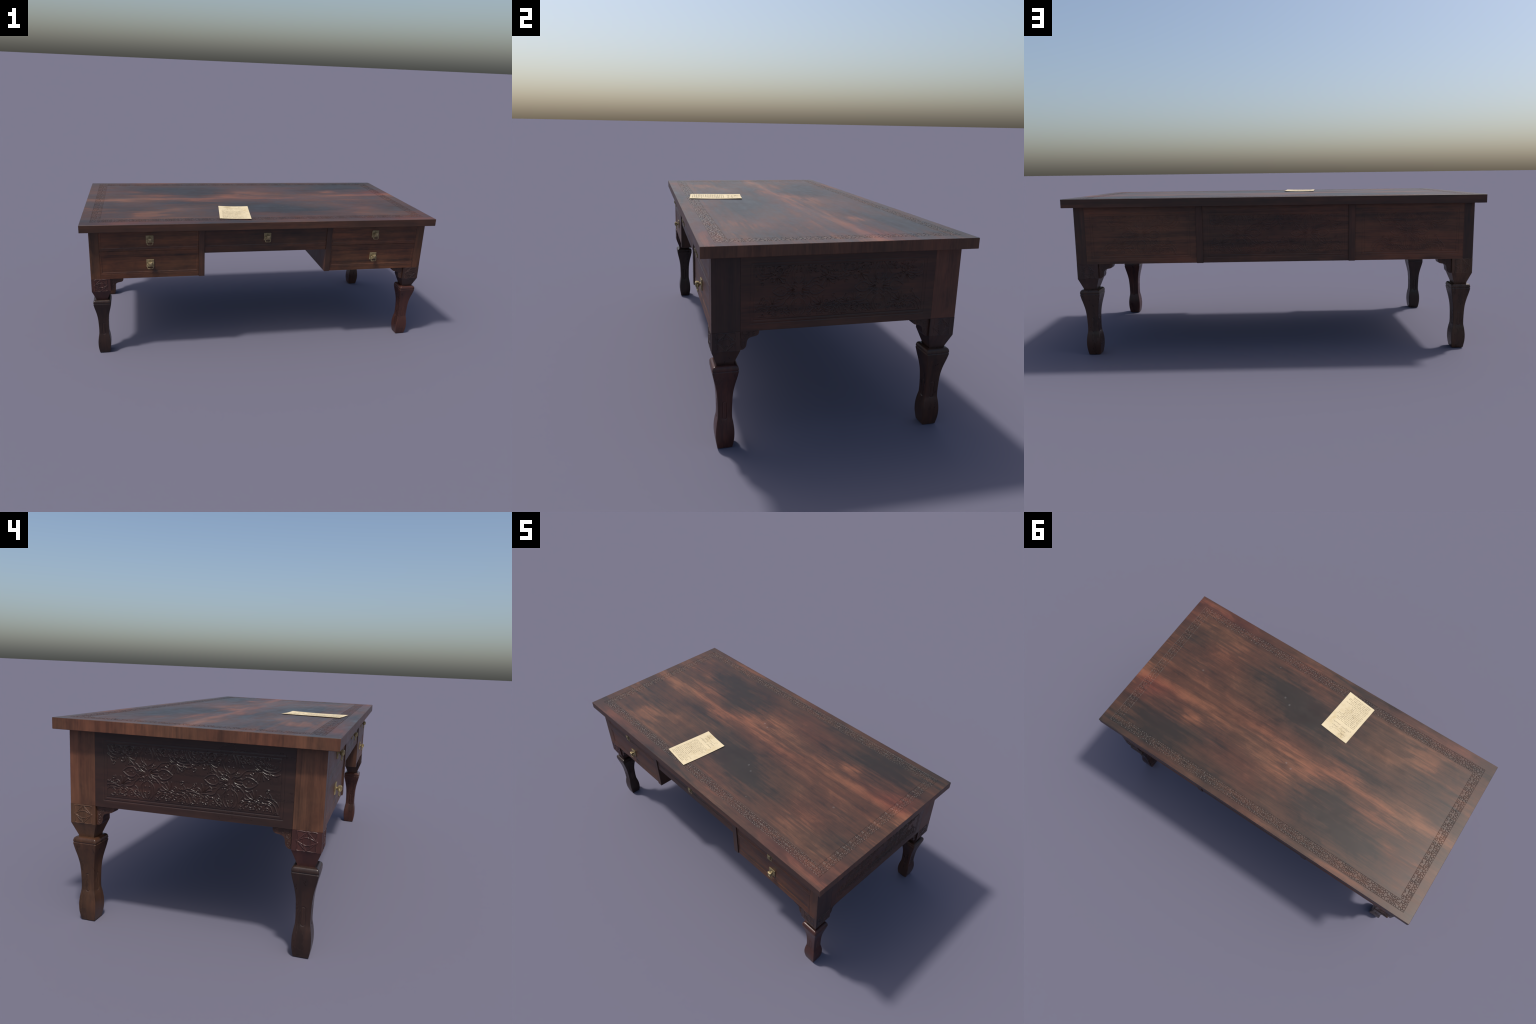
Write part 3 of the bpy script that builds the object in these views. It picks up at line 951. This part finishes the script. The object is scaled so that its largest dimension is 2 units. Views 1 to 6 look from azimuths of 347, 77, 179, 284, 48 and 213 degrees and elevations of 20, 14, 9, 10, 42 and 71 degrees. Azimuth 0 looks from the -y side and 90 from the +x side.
def leg_mesh():
    prof = LEG_PROFILE[1:-1]
    P = curve([(w, z) for w, z in prof], 8)
    # resample by arc length, fine enough for the slots
    seg = np.concatenate([[0], np.cumsum(np.hypot(*np.diff(P, axis=0).T))])
    n = int(seg[-1] / 0.0013)
    t = np.linspace(0, seg[-1], n)
    W, Z = np.interp(t, seg, P[:, 0]), np.interp(t, seg, P[:, 1])
    ns, nc = 36, 3
    slot_hw, slot_z0, slot_z1, gw, gd = 0.0072, 0.1225, 0.1765, 0.0016, 0.0014
    V, F = [], []
    u = np.linspace(-1, 1, ns)
    m = 4 * (ns + nc)
    for w, z in zip(W, Z):
        r = 0.0022 + 0.0030 * math.exp(-((z - 0.322) / 0.012) ** 2)
        f = w - r
        ring = []
        for k in range(4):
            a = k * math.pi / 2
            ca, sa = math.cos(a), math.sin(a)
            s = u * f
            dz = max(0.0, slot_z0 - z, z - slot_z1)
            d = np.abs(np.hypot(np.maximum(np.abs(s) * (1 if dz > 0 else 1), 0), dz) - slot_hw)
            if slot_z0 - 0.012 < z < slot_z1 + 0.012:
                g = gd * np.sqrt(np.clip(1 - (d / gw) ** 2, 0, 1))
            else:
                g = np.zeros_like(s)
            x = w - g
            for xi, si in zip(x, s):
                ring.append((xi * ca - si * sa, xi * sa + si * ca, z))
            for j in range(1, nc + 1):
                b = j / (nc + 1) * math.pi / 2
                xi, si = f + r * math.cos(b), f + r * math.sin(b)
                ring.append((xi * ca - si * sa, xi * sa + si * ca, z))
        V += ring
    for i in range(n - 1):
        for k in range(m):
            F.append((i * m + k, (i + 1) * m + k, (i + 1) * m + (k + 1) % m, i * m + (k + 1) % m))
    top_c, bot_c = len(V), len(V) + 1
    V += [(0, 0, Z[0]), (0, 0, Z[-1])]
    for k in range(0, m):
        F.append((top_c, k, (k + 1) % m, top_c))
        F.append((bot_c, (n - 1) * m + (k + 1) % m, (n - 1) * m + k, bot_c))
    tri = [f[:3] for f in F if f[0] == f[3]]
    quad = [f for f in F if f[0] != f[3]]
    return V, quad + tri


def bracket_profile():
    """from the post: s outwards, t down"""
    pts = [(0.0680, 0.0), (0.0677, 0.0100), (0.0645, 0.0170), (0.0590, 0.0212), (0.0510, 0.0232), (0.0400, 0.0255),
           (0.0310, 0.0300), (0.0268, 0.0360), (0.0246, 0.0430), (0.0238, 0.0510), (0.0220, 0.0585), (0.0175, 0.0650),
           (0.0105, 0.0700), (0.0, 0.0712)]
    C = curve(pts, 4)
    return [(0.0, 0.0)] + [tuple(p) for p in C]


def ridge(pts, w0, w1, h):
    """half round carved strand lying on the bracket face (plane s,t, height outwards)"""
    P = curve(pts, 6)
    V, F = [], []
    n = 5
    for i, p in enumerate(P):
        d = P[min(i + 1, len(P) - 1)] - P[max(i - 1, 0)]
        d = d / (np.hypot(*d) + 1e-9)
        nrm = np.array((-d[1], d[0]))
        w = w0 + (w1 - w0) * i / (len(P) - 1)
        for k in range(n):
            a = math.pi * k / (n - 1)
            q = p + nrm * (w * math.cos(a))
            V.append((q[0], q[1], h * math.sin(a)))
    for i in range(len(P) - 1):
        for k in range(n - 1):
            F.append((i * n + k, i * n + k + 1, (i + 1) * n + k + 1, (i + 1) * n + k))
    return V, F


THICK = 0.038


def bracket_mesh():
    """local: s along +x from the post, z down negative, face towards -y at y = 0"""
    pr = bracket_profile()
    c = 0.0012
    n = len(pr)
    V = [(s, 0.0, -t) for s, t in pr] + [(s, THICK, -t) for s, t in pr]
    F = [tuple(range(n))[::-1], tuple(range(n, 2 * n))]
    for k in range(n):
        F.append((k, (k + 1) % n, n + (k + 1) % n, n + k))
    return V, F


def scroll_strands():
    S = []
    S.append(ridge(spiral((0.0155, 0.0235), 0.0088, -2.2, 1.25, 1, 18), 0.0014, 0.0009, 0.0013))
    S.append(ridge([(0.0030, 0.0045), (0.0035, 0.0180), (0.0060, 0.0300), (0.0130, 0.0350), (0.0210, 0.0310)], 0.0010, 0.0015, 0.0013))
    S.append(ridge([(0.0100, 0.0050), (0.0110, 0.0120), (0.0160, 0.0150), (0.0230, 0.0140)], 0.0010, 0.0014, 0.0012))
    S.append(ridge(spiral((0.0310, 0.0125), 0.0072, 2.6, 1.2, -1, 16), 0.0013, 0.0009, 0.0013))
    S.append(ridge(spiral((0.0490, 0.0105), 0.0068, 2.8, 1.2, -1, 16), 0.0013, 0.0009, 0.0013))
    S.append(ridge([(0.0230, 0.0050), (0.0330, 0.0030), (0.0450, 0.0028), (0.0580, 0.0050), (0.0625, 0.0120)], 0.0010, 0.0013, 0.0011))
    S.append(ridge(spiral((0.0120, 0.0470), 0.0075, -1.2, 1.2, 1, 16), 0.0013, 0.0009, 0.0013))
    S.append(ridge([(0.0035, 0.0360), (0.0040, 0.0500), (0.0070, 0.0600), (0.0130, 0.0620), (0.0170, 0.0560)], 0.0010, 0.0014, 0.0012))
    S.append(ridge([(0.0180, 0.0400), (0.0190, 0.0480), (0.0165, 0.0540)], 0.0009, 0.0013, 0.0011))
    V, F = join(S)
    return [(s, -h + 0.0002, -t) for s, t, h in V], F


leg_ob = block_ob = bracket_ob = strand_ob = None
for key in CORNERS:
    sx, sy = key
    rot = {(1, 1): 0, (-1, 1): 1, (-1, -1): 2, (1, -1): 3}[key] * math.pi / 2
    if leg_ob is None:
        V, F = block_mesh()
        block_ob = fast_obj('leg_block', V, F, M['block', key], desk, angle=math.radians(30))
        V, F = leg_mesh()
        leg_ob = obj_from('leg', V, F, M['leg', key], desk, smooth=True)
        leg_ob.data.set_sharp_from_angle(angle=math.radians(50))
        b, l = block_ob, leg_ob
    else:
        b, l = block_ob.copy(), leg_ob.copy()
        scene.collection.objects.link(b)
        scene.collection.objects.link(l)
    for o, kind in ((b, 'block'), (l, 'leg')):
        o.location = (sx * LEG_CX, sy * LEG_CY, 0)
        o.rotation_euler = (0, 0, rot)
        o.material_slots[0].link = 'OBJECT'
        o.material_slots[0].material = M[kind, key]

# two brackets per leg: one on the long face, one on the short face.  Mirrored pairs need two meshes.
RECESS = 0.009


def make_brackets():
    V, F = bracket_mesh()
    SV, SF = scroll_strands()
    meshes = {}
    for hand in (1, -1):
        v = [(hand * x, y, z) for x, y, z in V]
        f = F if hand == 1 else [q[::-1] for q in F]
        sv = [(hand * x, y, z) for x, y, z in SV]
        sf = SF if hand == -1 else [q[::-1] for q in SF]
        a = obj_from('bracket', v, f, M['bracket'], desk)
        s = obj_from('carved_scroll', sv, sf, M['bracket'], a, smooth=True)
        meshes[hand] = (a, s)
    used = {1: False, -1: False}
    e = 0.0004
    for sx, sy in CORNERS:
        ix, iy = BODY_X - POST, BODY_Y - POST
        # (location, rotation about z, hand): face looks along local -y
        specs = [((sx * ix, sy * (BODY_Y - RECESS), RAIL_Z - e), 0 if sy < 0 else math.pi, (-sx) if sy < 0 else sx),
                 ((sx * (BODY_X - RECESS), sy * iy, RAIL_Z - e), (math.pi / 2) if sx > 0 else -math.pi / 2, (-sy) if sx > 0 else sy)]
        for loc, rz, hand in specs:
            a, s = meshes[hand]
            if used[hand]:
                a, s = a.copy(), s.copy()
                scene.collection.objects.link(a)
                scene.collection.objects.link(s)
                s.parent = a
                a.parent = desk
            used[hand] = True
            a.location = loc
            a.rotation_euler = (0, 0, rz)


make_brackets()

# ------------------------------------------------------------------ letter
LB, LA = np.array((-0.2629, -0.4168)), np.array((-0.0892, -0.4377))     # lower left, lower right
LC, LD = np.array((-0.2335, -0.1513)), np.array((-0.0601, -0.1703))     # upper left, upper right
SHEET = 0.0007


def sheet(u, v):
    """u 0..1 left to right, v 0..1 bottom to top -> point on the upper side of the paper"""
    p = (1 - v) * ((1 - u) * LB + u * LA) + v * ((1 - u) * LC + u * LD)
    lift = 0.0008 + 0.0022 * (2 * u - 1) ** 2 * (0.6 + 0.4 * v) + 0.0009 * (2 * v - 1) ** 2 + 0.0006 * math.sin(5.0 * v + 2.0 * u)
    return (p[0], p[1], TOP_Z1 + SHEET + lift)


def letter_mesh():
    nu, nv = 24, 34
    V, F = [], []
    for j in range(nv + 1):
        for i in range(nu + 1):
            V.append(sheet(i / nu, j / nv))
    n = len(V)
    V += [(x, y, z - SHEET) for x, y, z in V]
    w = nu + 1
    for j in range(nv):
        for i in range(nu):
            a = j * w + i
            F.append((a, a + 1, a + w + 1, a + w))
            F.append((n + a, n + a + w, n + a + w + 1, n + a + 1))
    rim = [i for i in range(w)] + [j * w + nu for j in range(1, nv + 1)] + [nv * w + i for i in range(nu - 1, -1, -1)] + [j * w for j in range(nv - 1, 0, -1)]
    for k in range(len(rim)):
        a, b = rim[k], rim[(k + 1) % len(rim)]
        F.append((a, n + a, n + b, b))
    return V, F


letter = obj_from('handwritten_letter', *letter_mesh(), M['paper'], None, smooth=True)
letter.data.set_sharp_from_angle(angle=math.radians(40))
letter['label'] = 'yellowed sheet of paper covered in brown handwriting'
letter['category'] = 'letter'

W_MM, H_MM = 0.175, 0.267
r2 = random.Random(11)
ink_parts = []


def pen(pts, w):
    """flat ink ribbon on the sheet; pts in metres from the lower left corner"""
    V, F = [], []
    for i, (x, y) in enumerate(pts):
        x0, y0 = pts[max(i - 1, 0)]
        x1, y1 = pts[min(i + 1, len(pts) - 1)]
        L = math.hypot(x1 - x0, y1 - y0) + 1e-9
        nx, ny = -(y1 - y0) / L * w / 2, (x1 - x0) / L * w / 2
        for s in (1, -1):
            q = sheet((x + s * nx) / W_MM, (y + s * ny) / H_MM)
            V.append((q[0], q[1], q[2] + 0.00012))
    for i in range(len(pts) - 1):
        F.append((2 * i, 2 * i + 1, 2 * i + 3, 2 * i + 2))
    ink_parts.append((V, F))


def cursive(x, y, length, size, slant=0.35, w=0.0007):
    """one handwritten word: joined loops and uprights"""
    n = max(3, int(length / (size * 0.62)))
    pts = []
    amp = [size * (0.5 if r2.random() < 0.62 else r2.choice((1.0, 1.15, -0.7))) for _ in range(n)]
    for k in range(n * 7 + 1):
        t = k / 7.0
        a = amp[min(int(t), n - 1)]
        yy = a * 0.5 * (1 - math.cos(2 * math.pi * t))
        xx = length * t / n + 0.28 * size * math.sin(2 * math.pi * t)
        pts.append((x + xx + slant * yy, y + yy + 0.0004 * math.sin(t)))
    pen(pts, w)


# body lines from the bottom edge up, flush left, ragged right
y = 0.013
row = 0
while y < 0.178:
    x = 0.017 + r2.uniform(-0.002, 0.003)
    end = 0.148 + r2.uniform(-0.022, 0.010) - (0.02 if row in (6, 7, 8) else 0.0)
    while x < end - 0.006:
        ln = min(r2.uniform(0.008, 0.027), end - x)
        cursive(x, y + r2.uniform(-0.0004, 0.0004), ln, 0.0036, w=r2.uniform(0.0006, 0.0010))
        x += ln + r2.uniform(0.003, 0.005)
    y += 0.0094
    row += 1
# heading: larger words and flourishes at the top
for (hx, hy, hl, hs) in ((0.022, 0.199, 0.060, 0.0080), (0.092, 0.196, 0.050, 0.0070), (0.040, 0.217, 0.045, 0.0085),
                         (0.095, 0.218, 0.038, 0.0065), (0.030, 0.236, 0.030, 0.0080)):
    cursive(hx, hy, hl, hs, 0.45, 0.0009)
pen([tuple(p) for p in curve([(0.050, 0.236), (0.058, 0.248), (0.070, 0.249), (0.064, 0.239), (0.056, 0.236), (0.072, 0.232),
                              (0.098, 0.231), (0.122, 0.236), (0.131, 0.246), (0.122, 0.249), (0.116, 0.240), (0.124, 0.231)], 8)], 0.0009)
pen([tuple(p) for p in curve([(0.030, 0.240), (0.040, 0.252), (0.050, 0.253), (0.047, 0.243), (0.036, 0.238)], 8)], 0.0009)
handwriting = obj_from('handwriting', *join(ink_parts), M['ink'], letter)
handwriting['kind'] = 'stuff'
